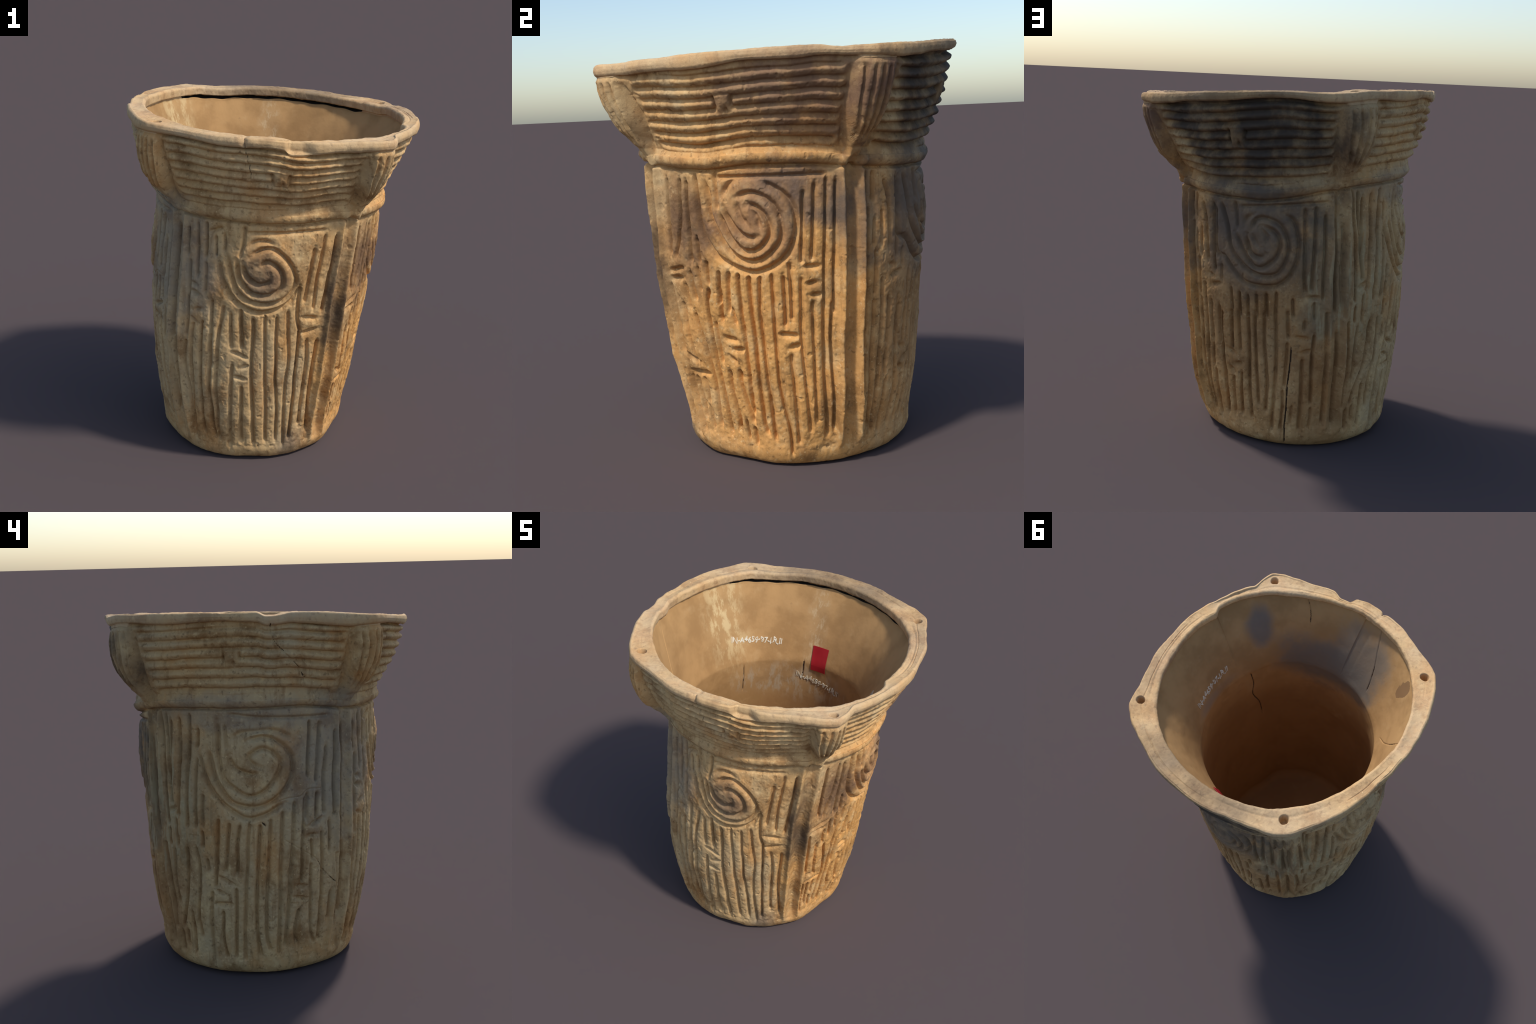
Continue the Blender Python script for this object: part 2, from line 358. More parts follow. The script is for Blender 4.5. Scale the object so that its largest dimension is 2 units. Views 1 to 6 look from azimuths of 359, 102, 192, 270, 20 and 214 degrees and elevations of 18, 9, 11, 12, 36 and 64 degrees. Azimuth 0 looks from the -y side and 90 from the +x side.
# above 1 the collar swells out low down before it straightens toward the lip
COLLAR_FLARE = ring_table([(20, 1.40), (50, .92), (85, 1.10), (115, 1.30), (140, 1.18), (165, 1.28), (200, 1.60), (225, 1.85),
                           (250, 1.95), (275, 1.90), (300, 1.85), (330, 1.90), (355, 1.60)], 6.0)


def collar_s(z):
    return (z - (RING_HEIGHT + .012)) / (UNDER_Z - RING_HEIGHT - .012)


def rib_mask(az_deg, s):
    """1 on a corner rib, 0 off it; ribs narrow toward the neck"""
    out = np.zeros(np.broadcast(az_deg, s).shape)
    for a0, strength, _ in CORNERS:
        half = 3.0 + 3.0 * smoothstep(0, .55, s)
        g = az_gap(az_deg, a0)
        soft_left, soft_right = 2.6, 1.6
        m = (1 - smoothstep(half - 1.4, half + soft_left - 1.4, -g)) * (1 - smoothstep(half - 1.2, half + soft_right - 1.2, g))
        out = np.maximum(out, m)
    return out


collar_rows = []
COLLAR_T = np.linspace(0, 1, 156)[1:]
for t in COLLAR_T:
    z = 1.40 + (UNDER_Z - 1.40) * t
    s = collar_s(z)
    lower = body_radius(AZ, np.minimum(z, 1.58))
    sc = np.clip(s, 0, 1)
    r = NECK_R + (PANEL_TOP_R - NECK_R) * (1 - (1 - sc) ** COLLAR_FLARE)
    r = np.where(s < 0, np.minimum(lower, NECK_R + .02), r)
    belly = np.interp(s, *RIB_BELLY)
    r = r + rib_mask(AZ, sc) * belly
    collar_rows.append(r)

# ease the fold where wall and collar meet
fold = np.stack(collar_rows, 1)
for _ in range(10):
    fold[:, 1:-1] = .25 * fold[:, :-2] + .5 * fold[:, 1:-1] + .25 * fold[:, 2:]
for k, t in enumerate(COLLAR_T):
    add_row(fold[:, k], 1.40 + (UNDER_Z - 1.40) * t, "collar")

# the thick rim: rounded outer lip, flat pierced top, rolled inner lip
for t in np.linspace(0, 1, 9)[1:]:
    bulge = math.sin(t * math.pi / 2) ** .8
    add_row(PANEL_TOP_R + (RIM_RADIUS - PANEL_TOP_R) * bulge, UNDER_Z + .018 * t, "lip")
for t in np.linspace(0, 1, 8)[1:]:
    add_row(RIM_RADIUS + .002 * math.sin(math.pi * t), UNDER_Z + .018 + (LIP_DROP - .030) * t, "lip")
for a in np.linspace(0, math.pi / 2, 6)[1:]:
    add_row(RIM_RADIUS - .012 * (1 - math.cos(a)), RIM_HEIGHT - .012 + .012 * math.sin(a), "lip")
for t in np.linspace(0, 1, 46)[1:]:
    add_row((RIM_RADIUS - .012) * (1 - t) + (RIM_INNER + .016) * t, RIM_HEIGHT - .004 * math.sin(math.pi * t), "top")
for a in np.linspace(0, math.pi / 2, 7)[1:]:
    add_row(RIM_INNER + .016 * (1 - math.sin(a)), RIM_HEIGHT - .016 * (1 - math.cos(a)), "roll")
ROLL = np.where(np.abs(az_gap(AZ, 30)) < 38, .6, 1.0)
for t in np.linspace(0, 1, 6)[1:]:
    add_row(RIM_INNER + .003 * t, RIM_HEIGHT - .016 - .034 * t * ROLL, "roll")
# slit under the back roll, added for a hole in the scan
SLIT = smoothstep(130, 137, AZ) * (1 - smoothstep(224, 231, AZ))
SLIT_GAP = .015 * SLIT * (.75 + .35 * np.sin(AZR * 23) * np.sin(AZR * 9 + 2))
slit_top = RIM_HEIGHT - .016 - .034 * ROLL
for t in np.linspace(0, 1, 5)[1:]:
    add_row(RIM_INNER + .003 + (.012 + .030 * SLIT) * t, slit_top - .004 * t * (1 - SLIT), "slit")
for t in np.linspace(0, 1, 3)[1:]:
    add_row(RIM_INNER + .015 + .030 * SLIT, slit_top - .004 * (1 - SLIT) - SLIT_GAP * t, "slit")
wall_top_z = slit_top - .010 - SLIT_GAP
for t in np.linspace(0, 1, 5)[1:]:
    add_row(RIM_INNER + .015 + .030 * SLIT * (1 - t) - .001 * t, slit_top - .004 * (1 - SLIT) - SLIT_GAP - .008 * t, "slit")
INNER_NECK_Z = 1.42
WALL = .108 + .012 * np.cos(AZR - math.radians(75))      # the hollow sits off centre
CONE_HOLLOW = 1.18 + .22 * np.cos(AZR - math.radians(75))
INNER_NECK_R = body_radius(AZ, np.full(AZ_COUNT, INNER_NECK_Z)) - WALL


def inner_radius(az_index, z):
    """inside wall: a cone from the roll down to the neck, then parallel to the outer wall"""
    top_r, top_z = (RIM_INNER + .014)[az_index], (wall_top_z - .004)[az_index]
    t = np.clip((z - INNER_NECK_Z) / (top_z - INNER_NECK_Z), 0, 1)
    cone = INNER_NECK_R[az_index] + (top_r - INNER_NECK_R[az_index]) * t ** CONE_HOLLOW[az_index]
    low = body_radius(AZ[az_index], np.minimum(z, INNER_NECK_Z)) - WALL[az_index]
    k = smoothstep(-.08, .06, z - INNER_NECK_Z)
    return low * (1 - k) + cone * k


EVERY = np.arange(AZ_COUNT)
for t in np.linspace(0, 1, 92)[1:]:
    z = wall_top_z + (1.30 - wall_top_z) * t
    add_row(inner_radius(EVERY, z), z, "inside")
for z in np.concatenate([np.arange(1.293, .88, -.007), np.arange(.87, .145, -.018)]):
    add_row(inner_radius(EVERY, np.full(AZ_COUNT, z)), z, "inside")
r_low = inner_radius(EVERY, np.full(AZ_COUNT, .15))
for a in np.linspace(0, math.pi / 2, 8)[1:]:
    add_row(r_low - .07 * (1 - math.cos(a)), .15 - .07 * math.sin(a), "floor")
for f in (.9, .75, .6, .45, .3, .15, 0.0):
    add_row((r_low - .07) * f, .08 - .006 * (1 - f), "floor")

R = np.stack(rows_r, 1)
Z = np.stack(rows_z, 1)
KIND = np.array(row_kind)
ROWS = R.shape[1]
first = {k: int(np.argmax(KIND == k)) for k in ("foot", "body", "collar", "lip", "top", "roll", "slit", "inside", "floor")}

# ================================================================ relief
P0 = np.stack([R * DIR_X[:, None], R * DIR_Y[:, None], Z], -1)
warp_az = np.degrees(.0035 * noise3(P0, 9.0, 11)) / .65        # hand wobble of the strokes
H = np.zeros_like(R)                                            # displacement along the profile normal
CRACK = np.zeros_like(R)
outer = slice(0, first["lip"])
az2 = AZ[:, None] + np.zeros_like(R)
S2 = (Z - (RING_HEIGHT + .012)[:, None]) / (UNDER_Z - RING_HEIGHT - .012)[:, None]

# bosses under the scrolls
for a0, z0, rad in SCROLL_CENTRES:
    u = np.radians(az_gap(az2[:, outer], a0)) * R[:, outer]
    d = np.hypot(u, (Z[:, outer] - z0) * .95)
    H[:, outer] += .014 * (1 - smoothstep(rad * .45, rad * 1.02, d))

# paired ridges running down under every corner, with a broad trough between
for a0, strength, line in CORNERS:
    cols, rws, d, _ = stroke_distance(line, warp_az, Z, R, .11)
    if rws.stop > first["lip"]:
        rws, d = slice(rws.start, first["lip"]), d[:, :first["lip"] - rws.start]
    zz = Z[cols][:, rws]
    fade = smoothstep(.05, .16, zz) * (1 - smoothstep(1.43, 1.50, zz))
    ridge = np.exp(-((d - .048) / .0145) ** 2) * .020 * strength
    dip = trough(d, .040) * .017 * strength
    H[np.ix_(cols, np.arange(rws.start, rws.stop))] += fade * (ridge - dip)

CUT = np.zeros_like(R)


def carve(stroke, width, depth, field, row_limits, taper=.022, blunt=.25):
    got = stroke_distance(stroke, warp_az, Z, R, width * 2.2)
    if got is None:
        return
    cols, rws, d, ends = got
    lo, hi = max(rws.start, row_limits[0]), min(rws.stop, row_limits[1])
    if hi <= lo:
        return
    d = d[:, lo - rws.start:hi - rws.start]
    press = blunt + (1 - blunt) * smoothstep(0, taper, ends[:, lo - rws.start:hi - rws.start])
    ix = np.ix_(cols, np.arange(lo, hi))
    field[ix] = np.maximum(field[ix], depth * press * (.85 * valley(d, width) + .15 * (1 - smoothstep(0, 2.0, d / width))))


rng = np.random.default_rng(5)
OUT = (first["body"] - 14, first["lip"])
for group, press_hard in ((FRONT_GROOVES, 1.12), (EAST_GROOVES, 1.12), (BACK_GROOVES, 1.15), (WEST_GROOVES, 1.15)):
    for st in group:
        carve(st, rng.uniform(.0145, .0190), press_hard * rng.uniform(.019, .0270), CUT, OUT)
for group in (FRONT_NOTCHES, EAST_NOTCHES, BACK_NOTCHES, WEST_NOTCHES):
    for st in group:
        carve(st, rng.uniform(.019, .024), rng.uniform(.024, .030), CUT, OUT, .035)
for group in (FRONT_SCROLL, EAST_SCROLL, BACK_SCROLL, WEST_SCROLL):
    for i, st in enumerate(group):
        carve(st, .0235, .029 if i < 4 else .020, CUT, OUT, .05)
for st in PANEL_TOP_BANDS:
    carve(st, .018, .019, CUT, OUT)

# the rest of each panel is combed with upright grooves wherever no stroke has passed yet
body_rows = np.arange(first["body"], first["collar"])
zrow = Z[0, body_rows]
for a in np.arange(0.0, 360.0, 1.0):
    i = int(a * AZ_COUNT / 360)
    span = np.arange(i - 11, i + 12) % AZ_COUNT
    taken = CUT[np.ix_(span, body_rows)].max(0) > .0045
    for a0, z0, rad in SCROLL_CENTRES:
        g = az_gap(a, a0)
        taken |= np.hypot(math.radians(g) * .66, zrow - z0) < rad * (.96 if g < 0 else .90)
        taken |= (g > -14) & (g < 24) & (zrow > z0)
    for a0, _, line in CORNERS:
        taken |= np.abs(az_gap(a, np.interp(zrow, line[1::2][::-1], line[0::2][::-1]))) < 6.2
    taken |= (zrow < .115 + .03 * math.sin(a * 1.7)) | (zrow > RING_HEIGHT[i] - .055)
    edge = np.flatnonzero(np.diff(np.concatenate([[1], taken.astype(int), [1]])))
    for b, e in zip(edge[0::2], edge[1::2]):
        if zrow[min(e, len(zrow) - 1)] - zrow[b] > .11:
            carve((a, zrow[e - 1], a + rng.uniform(-.5, .5), (zrow[b] + zrow[e - 1]) / 2, a + rng.uniform(-.5, .5), zrow[b]),
                  rng.uniform(.013, .017), rng.uniform(.019, .028), CUT, OUT)

# ring at the neck: a rolled cord, pressed flat where the corner ribs meet it
ring_pos = (Z[:, outer] - RING_HEIGHT[:, None])
corner_gap = np.min([np.abs(az_gap(AZ, c[0])) for c in CORNERS], 0)[:, None]
cord = .030 * (1 - .55 * (1 - smoothstep(1.5, 6.0, corner_gap))) * (1 + .18 * noise3(P0[:, outer], 7, 3))
H[:, outer] += cord * np.clip(1 - (ring_pos / .038) ** 2, 0, 1) ** .8
CUT[:, outer] = np.maximum(CUT[:, outer], .020 * valley(np.abs(ring_pos + .043 - .004 * noise3(P0[:, outer], 10, 4)), .016))
CUT[:, outer] *= 1 - .9 * smoothstep(-.040, -.030, ring_pos) * (1 - smoothstep(.028, .036, ring_pos))

# coils of the collar
cs = slice(first["collar"], first["lip"])
s = S2[:, cs]
coils = np.zeros((AZ_COUNT, 1))
PANELS = [(355.0, 8.2, 359.5, .57), (83.5, 7.6, 81.5, .58), (173.0, 9.3, 172.5, .60), (264.5, 7.7, 261.0, .55)]
panel_of = np.argmin([np.abs(az_gap(AZ, p[0])) for p in PANELS], 0)
coils = np.array([p[1] for p in PANELS])[panel_of][:, None]
wob = noise3(P0[:, cs], 3.2, 21) * .30 + noise3(P0[:, cs], 11.0, 22) * .06
q = np.clip(s, -.2, 1.2) * coils + wob
dq = np.abs(q - np.round(q)) * (.43 / coils)
off_rib = smoothstep(7.0, 9.5, corner_gap + 1.5 * noise3(P0[:, cs], 12, 30))
strength = off_rib * smoothstep(.03, .07, s) * (1 - smoothstep(1.0, 1.04, s))
strength = strength * (.72 + .45 * noise3(P0[:, cs], 6.0, 23))
pad = np.zeros_like(s)
for _, _, a0, s0 in PANELS:
    u = np.radians(az_gap(AZ[:, None], a0)) * R[:, cs]
    pad = np.maximum(pad, (1 - smoothstep(.032, .046, np.abs(u))) * (1 - smoothstep(.085, .115, np.abs(s - s0))))
coil_cut = .0235 * (.85 * valley(dq, .0195) + .15 * (1 - smoothstep(0, .03, dq)))
H[:, cs] += -coil_cut * np.clip(strength, 0, 1.2) * (1 - pad)
H[:, cs] += .003 * np.cos(2 * np.pi * (q - .18)) * -1 * off_rib * smoothstep(.03, .07, s) * (1 - pad)
# pinched tab with upright cuts in the middle of each collar panel
for k, (_, _, a0, s0) in enumerate(PANELS):
    i0 = int(a0 * AZ_COUNT / 360) % AZ_COUNT
    z_at = lambda ss: RING_HEIGHT[i0] + .012 + ss * (UNDER_Z[i0] - RING_HEIGHT[i0] - .012)
    for da, s1, s2 in ((-3.4, s0 + .11, s0 - .09), (3.2, s0 + .10, s0 - .05), (.6, s0 - .02, s0 - .12)):
        carve((a0 + da, z_at(s1), a0 + da * .9, z_at(s2)), .013, .018, CUT, (first["collar"], first["lip"]))
    u = np.radians(az_gap(AZ[:, None], a0)) * R[:, cs]
    H[:, cs] += .006 * np.exp(-(u / .03) ** 2 - ((s - s0) / .08) ** 2)

# upright flutes on the corner ribs, and the hollow beside each rib
for a0, strength_c, _ in CORNERS:
    g = az_gap(AZ[:, None], a0) + 1.2 * noise3(P0[:, cs], 5, 33)
    spread = .55 + .45 * smoothstep(0, .6, s)
    inside_rib = smoothstep(.10, .22, s) * (1 - smoothstep(.86, .95, s))
    for off in (-4.2, -1.4, 1.4, 4.0):
        d = np.abs(g - off * spread) * np.radians(1) * R[:, cs]
        H[:, cs] -= .0165 * valley(d, .0165) * inside_rib
    fade = smoothstep(.06, .16, s) * (1 - smoothstep(.84, .96, s))
    half_width = 3.0 + 3.0 * smoothstep(0, .55, s)
    H[:, cs] -= .013 * np.exp(-((g - half_width - .5) / .75) ** 2) * fade
    H[:, cs] -= .012 * np.exp(-((g + half_width + 1.6) / 1.2) ** 2) * fade
# groove tucked under the lip
H[:, cs] -= .012 * trough((1 - s) * .43, .030) * (1 - rib_mask(AZ[:, None], s) * .4)

for st, w, dep in OUTER_CRACKS:
    carve(st, w, dep, CRACK, (first["foot"] + 8, first["top"]))
for st, w, dep in INNER_CRACKS:
    carve(st, w, dep, CRACK, (first["inside"], first["floor"]))

# uneven clay
H += -CUT - CRACK
fade_rim = np.ones(ROWS)
lump = .0075 * noise3(P0, 3.2, 1) + .0045 * noise3(P0, 8.0, 2)
fine = .0020 * noise3(P0, 22.0, 5) + .0013 * noise3(P0, 48.0, 6) + .0009 * noise3(P0, 95.0, 7)
is_out = np.isin(KIND, ["body", "collar", "lip"])
is_foot = KIND == "foot"
H[:, is_out] += (lump + fine * np.where(KIND == 'lip', .6, 1.25)[None, :])[:, is_out]
H[:, is_foot] += (lump + fine)[:, is_foot] * smoothstep(.0, .02, Z[:, is_foot])
H[:, KIND == "top"] += (.6 * fine)[:, KIND == "top"] * 1.4
ins = np.isin(KIND, ["inside", "floor"])
H[:, ins] += (.004 * noise3(P0, 4.0, 8) + .0012 * noise3(P0, 20.0, 9))[:, ins]
H[:, KIND == "roll"] += (.003 * noise3(P0, 14, 12) + fine)[:, KIND == "roll"]
# beads of clay pushed off the bottom ends of the grooves
foot_band = np.exp(-((Z - .10) / .035) ** 2)
H[:, :first["collar"]] += (.006 * np.abs(noise3(P0, 26.0, 14)) * foot_band)[:, :first["collar"]]
# pits
pit = smoothstep(.62, .80, noise3(P0, 42.0, 15))
H[:, is_out] -= (.0035 * pit * (KIND != 'lip')[None, :])[:, is_out]

# string holes through the rim corners, scratches and a missing flake on the top
top = KIND == "top"
Ptop = P0[:, top]
drop = np.zeros(Ptop.shape[:2])
for hx, hy, rad in ((.515, -.675, .026), (.663, .497, .026), (-.480, .667, .028), (-.640, -.567, .026)):
    d = np.hypot(Ptop[..., 0] - hx, Ptop[..., 1] - hy) * (1 + .12 * noise3(Ptop, 30, 40))
    drop = np.maximum(drop, .060 * (1 - smoothstep(.55, 1.1, d / rad)))
frac = np.linspace(0, 1, top.sum())[None, :]
scr = .004 * trough(np.abs(frac - .42 - .06 * np.sin(AZR * 4)[:, None]) * .10, .006) * smoothstep(.1, .5, noise3(Ptop, 4, 41))
ridge_in = .004 * np.exp(-((frac - .72 - .05 * np.sin(AZR * 3)[:, None]) / .08) ** 2) * smoothstep(-.1, .4, noise3(Ptop, 3, 42))
Z[:, top] += -drop - scr - ridge_in + .003 * noise3(Ptop, 9, 43)

# move every point along the normal of its own profile
dr, dz = np.gradient(R, axis=1), np.gradient(Z, axis=1)
ln = np.hypot(dr, dz) + 1e-9
nr, nz = dz / ln, -dr / ln
H[:, 0] = H[:, -1] = 0
R = np.maximum(R + H * nr, 0)
Z = Z + H * nz
Z[:, :first["body"]] = np.maximum(Z[:, :first["body"]], 0.0)

XYZ = np.stack([R * DIR_X[:, None], R * DIR_Y[:, None], Z], -1)
XYZ[..., 2] -= XYZ[..., 2].min()
lo, hi = XYZ.reshape(-1, 3).min(0), XYZ.reshape(-1, 3).max(0)
XYZ[..., 0] -= (lo[0] + hi[0]) / 2
XYZ[..., 1] -= (lo[1] + hi[1]) / 2
XYZ *= 2.0 / (hi[2] - lo[2])

# smooth vertex normals of the whole jar
tu = np.roll(XYZ, -1, 0) - np.roll(XYZ, 1, 0)
tv = np.gradient(XYZ, axis=1)
N = np.cross(tu, tv)
N /= np.linalg.norm(N, axis=-1, keepdims=True) + 1e-12
N[:, 0] = (0, 0, -1)
N[:, -1] = (0, 0, 1)

# ================================================================ materials


def new_material(name):
    m = bpy.data.materials.new(name)
    m.use_nodes = True
    m.node_tree.nodes.clear()
    return m, m.node_tree.nodes, m.node_tree.links


class Graph:
    """small helper for wiring nodes"""

    def __init__(self, name):
        self.mat, self.n, self.l = new_material(name)
        self.coord = self.n.new("ShaderNodeTexCoord").outputs["Object"]

    def mapping(self, scale=(1, 1, 1), loc=(0, 0, 0)):
        m = self.n.new("ShaderNodeMapping")
        m.inputs["Scale"].default_value = scale
        m.inputs["Location"].default_value = loc
        self.l.new(self.coord, m.inputs["Vector"])
        return m.outputs[0]

    def noise(self, scale, detail=4.0, rough=.55, vec=None, dist=0.0):
        t = self.n.new("ShaderNodeTexNoise")
        t.inputs["Scale"].default_value = scale
        t.inputs["Detail"].default_value = detail
        t.inputs["Roughness"].default_value = rough
        t.inputs["Distortion"].default_value = dist
        self.l.new(vec if vec is not None else self.coord, t.inputs["Vector"])
        return t.outputs["Fac"]

    def ramp(self, fac, lo, hi, a=0.0, b=1.0):
        r = self.n.new("ShaderNodeMapRange")
        r.interpolation_type = "SMOOTHSTEP"
        for key, val in (("From Min", lo), ("From Max", hi), ("To Min", a), ("To Max", b)):
            r.inputs[key].default_value = val
        self.l.new(fac, r.inputs["Value"])
        return r.outputs[0]

    def math(self, op, a, b):
        m = self.n.new("ShaderNodeMath")
        m.operation = op
        for i, v in enumerate((a, b)):
            if isinstance(v, (int, float)):
                m.inputs[i].default_value = v
            else:
                self.l.new(v, m.inputs[i])
        return m.outputs[0]

    def mix(self, fac, a, b):
        m = self.n.new("ShaderNodeMix")
        m.data_type = "RGBA"
        if isinstance(fac, (int, float)):
            m.inputs[0].default_value = fac
        else:
            self.l.new(fac, m.inputs[0])
        for i, v in ((6, a), (7, b)):
            if isinstance(v, tuple):
                m.inputs[i].default_value = (*v, 1)
            else:
                self.l.new(v, m.inputs[i])
        return m.outputs[2]

    def patch(self, centre, size, soft, ragged):
        """ragged stain around a point: 1 inside, 0 outside; size is the half extent per axis"""
        mp = self.mapping(tuple(1 / v for v in size), tuple(-c / v for c, v in zip(centre, size)))
        ln = self.n.new("ShaderNodeVectorMath")
        ln.operation = "LENGTH"
        self.l.new(mp, ln.inputs[0])
        d = self.math("ADD", ln.outputs["Value"], self.math("MULTIPLY", self.math("SUBTRACT", ragged, .5), 1.6))
        return self.ramp(d, 1.0 + soft, 1.0 - soft)

    def finish(self, colour, rough, bump=None, strength=.3, distance=.004):
        b = self.n.new("ShaderNodeBsdfPrincipled")
        o = self.n.new("ShaderNodeOutputMaterial")
        if isinstance(colour, tuple):
            b.inputs["Base Color"].default_value = (*colour, 1)
        else:
            self.l.new(colour, b.inputs["Base Color"])
        if isinstance(rough, (int, float)):
            b.inputs["Roughness"].default_value = rough
        else:
            self.l.new(rough, b.inputs["Roughness"])
        b.inputs["Specular IOR Level"].default_value = .16
        if bump is not None:
            bp = self.n.new("ShaderNodeBump")
            bp.inputs["Strength"].default_value = strength
            bp.inputs["Distance"].default_value = distance
            self.l.new(bump, bp.inputs["Height"])
            self.l.new(bp.outputs[0], b.inputs["Normal"])
        self.l.new(b.outputs[0], o.inputs[0])
        return self.mat


BUFF = (.540, .340, .150)
ORANGE = (.640, .320, .095)
GREYED = (.490, .350, .188)
PALE = (.700, .490, .240)
BROWN = (.250, .125, .044)
DARK_BROWN = (.120, .062, .026)
SOOT = (.040, .034, .031)


def clay_outside(name, rim=False):
    g = Graph(name)
    big = g.noise(2.6, 5, .55)
    mid = g.noise(9.0, 6, .6)
    small = g.noise(38.0, 5, .6)
    streak = g.noise(5.0, 4, .6, g.mapping((4.5, 4.5, .55)))
    rag = g.noise(5.5, 6, .62)
    col = g.mix(g.ramp(big, .35, .68), BUFF, GREYED)
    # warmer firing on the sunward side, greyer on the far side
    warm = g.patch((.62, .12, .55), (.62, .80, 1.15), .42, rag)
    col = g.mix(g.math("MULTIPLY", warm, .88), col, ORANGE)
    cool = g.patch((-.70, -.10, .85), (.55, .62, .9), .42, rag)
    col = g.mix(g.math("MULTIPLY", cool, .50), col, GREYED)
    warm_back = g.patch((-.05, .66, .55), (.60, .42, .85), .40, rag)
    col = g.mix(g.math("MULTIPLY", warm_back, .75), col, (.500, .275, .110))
    rust = g.noise(3.4, 6, .62, g.mapping((1, 1, .6), (9.3, 4.1, 1.2)))
    col = g.mix(g.ramp(rust, .48, .68, 0, .70), col, (.520, .255, .082))
    # mottling, streaks, pale bloom, specks
    col = g.mix(g.ramp(mid, .48, .72, 0, .50), col, PALE)
    blotch = g.noise(4.6, 7, .66, g.mapping((1, 1, .8), (5.2, 2.3, 7.7)))
    col = g.mix(g.ramp(blotch, .50, .66, 0, .70), col, BROWN)
    col = g.mix(g.ramp(streak, .52, .72, 0, .55), col, BROWN)
    col = g.mix(g.ramp(small, .54, .74, 0, .62), col, DARK_BROWN)
    col = g.mix(g.ramp(g.noise(24.0, 5, .65, g.mapping((1, 1, 1), (1.3, 8.1, 2.2))), .56, .74, 0, .55), col, PALE)
    col = g.mix(g.ramp(g.noise(70.0, 3, .5), .62, .74, 0, .6), col, PALE)
    if rim:
        col = g.mix(g.ramp(big, .30, .75, .20, .50), col, (.62, .44, .27))
    # grey kiln clouds and soot
    grey = g.noise(7.0, 5, .6, g.mapping((1, 1, .7), (3.1, 1.7, .4)))
    for c, size, amount, tint in (
            ((-.55, -.42, 1.20), (.28, .32, .36), .55, (.200, .185, .160)),
            ((-.60, .10, 1.48), (.30, .45, .09), .40, (.200, .185, .165)),
            ((.05, .80, 1.70), (.72, .34, .42), .62, (.180, .110, .062)),
            ((.06, .82, 1.74), (.56, .30, .32), .90, SOOT),
            ((.05, .66, .85), (.42, .26, .45), .40, (.180, .110, .060)),
            ((-.48, .50, 1.00), (.28, .28, .50), .42, (.190, .135, .075)),
            ((-.38, .56, .28), (.20, .20, .38), .50, (.270, .125, .048)),
            ((.04, .70, 1.34), (.42, .20, .18), .85, (.110, .088, .070)),
            ((.08, .66, 1.14), (.32, .20, .26), .80, (.150, .110, .080)),
            ((-.36, .62, 1.02), (.16, .16, .32), .45, (.170, .140, .095)),
            ((.56, -.42, 1.14), (.16, .20, .30), .85, (.120, .070, .045)),
            ((.33, -.54, .98), (.075, .10, .34), .90, (.075, .050, .034)),
            ((.66, .00, 1.20), (.16, .24, .24), .60, (.170, .100, .070)),
            ((.62, .26, 1.30), (.20, .26, .15), .80, (.125, .090, .070)),
            ((.54, .48, 1.20), (.18, .17, .28), .75, (.130, .100, .075)),
            ((.74, .26, 1.73), (.24, .40, .24), .82, (.165, .095, .065)),
            ((-.07, -.66, 1.15), (.13, .13, .15), .70, (.130, .085, .060)),
            ((.10, -.52, .10), (.10, .10, .10), .55, (.150, .130, .100))):
        m = g.patch(c, size, .38, rag)
        m = g.math("MULTIPLY", m, g.ramp(grey, .30, .62, .50, 1.0))
        col = g.mix(g.math("MULTIPLY", m, amount * (.5 if rim else 1.0)), col, tint)
    # lime bloom streaks on the back
    lime = g.math("MULTIPLY", g.patch((-.45, .50, .98), (.30, .26, .36), .35, rag), g.ramp(streak, .50, .62))
    col = g.mix(g.math("MULTIPLY", lime, .45), col, (.48, .40, .23))
    bump = g.math("ADD", g.noise(60, 6, .65), g.math("MULTIPLY", g.noise(190, 3, .5), .5))
    return g.finish(col, g.ramp(mid, .3, .7, .70, .85), bump, .35, .004)


def clay_inside():
    g = Graph("smoothed_inner_clay")
    rag = g.noise(4.2, 6, .6)
    mid = g.noise(10.0, 5, .6)
    col = g.mix(g.ramp(rag, .38, .64), (.440, .255, .105), (.345, .195, .078))
    col = g.mix(g.ramp(mid, .55, .8, 0, .5), col, (.50, .32, .15))
    col = g.mix(g.ramp(g.noise(30, 4, .6), .62, .8, 0, .6), col, (.30, .18, .085))
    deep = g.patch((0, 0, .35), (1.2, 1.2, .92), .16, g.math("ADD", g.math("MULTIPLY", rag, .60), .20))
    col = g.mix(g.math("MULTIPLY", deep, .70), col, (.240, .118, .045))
    for c, size, amount, tint in (
            ((.12, -.64, 1.46), (.50, .24, .17), .85, (.150, .130, .110)),
            ((-.18, -.68, 1.60), (.26, .20, .24), .80, (.160, .140, .115)),
            ((.50, -.46, 1.64), (.08, .09, .30), .80, (.160, .145, .130)),
            ((.62, .05, 1.47), (.12, .40, .05), .60, (.220, .190, .165)),
            ):
        col = g.mix(g.math("MULTIPLY", g.patch(c, size, .40, rag), amount), col, tint)
    # pale lime runs down the old joins
    runs = g.noise(9.0, 6, .7, g.mapping((2.2, 2.2, .7), (.6, 3.3, 1.9)))
    for c, size, amount, tint in (
            ((-.60, .42, 1.62), (.15, .16, .34), .85, (.64, .48, .25)),
            ((.00, .68, 1.58), (.06, .16, .30), .65, (.58, .44, .26)),
            ((-.25, .58, 1.28), (.46, .22, .11), .70, (.44, .35, .24))):
        m = g.math("MULTIPLY", g.patch(c, size, .55, rag), g.ramp(runs, .46, .60, .12, 1.0))
        col = g.mix(g.math("MULTIPLY", m, amount), col, tint)
    bump = g.noise(45, 5, .6)
    return g.finish(col, .86, bump, .30, .004)


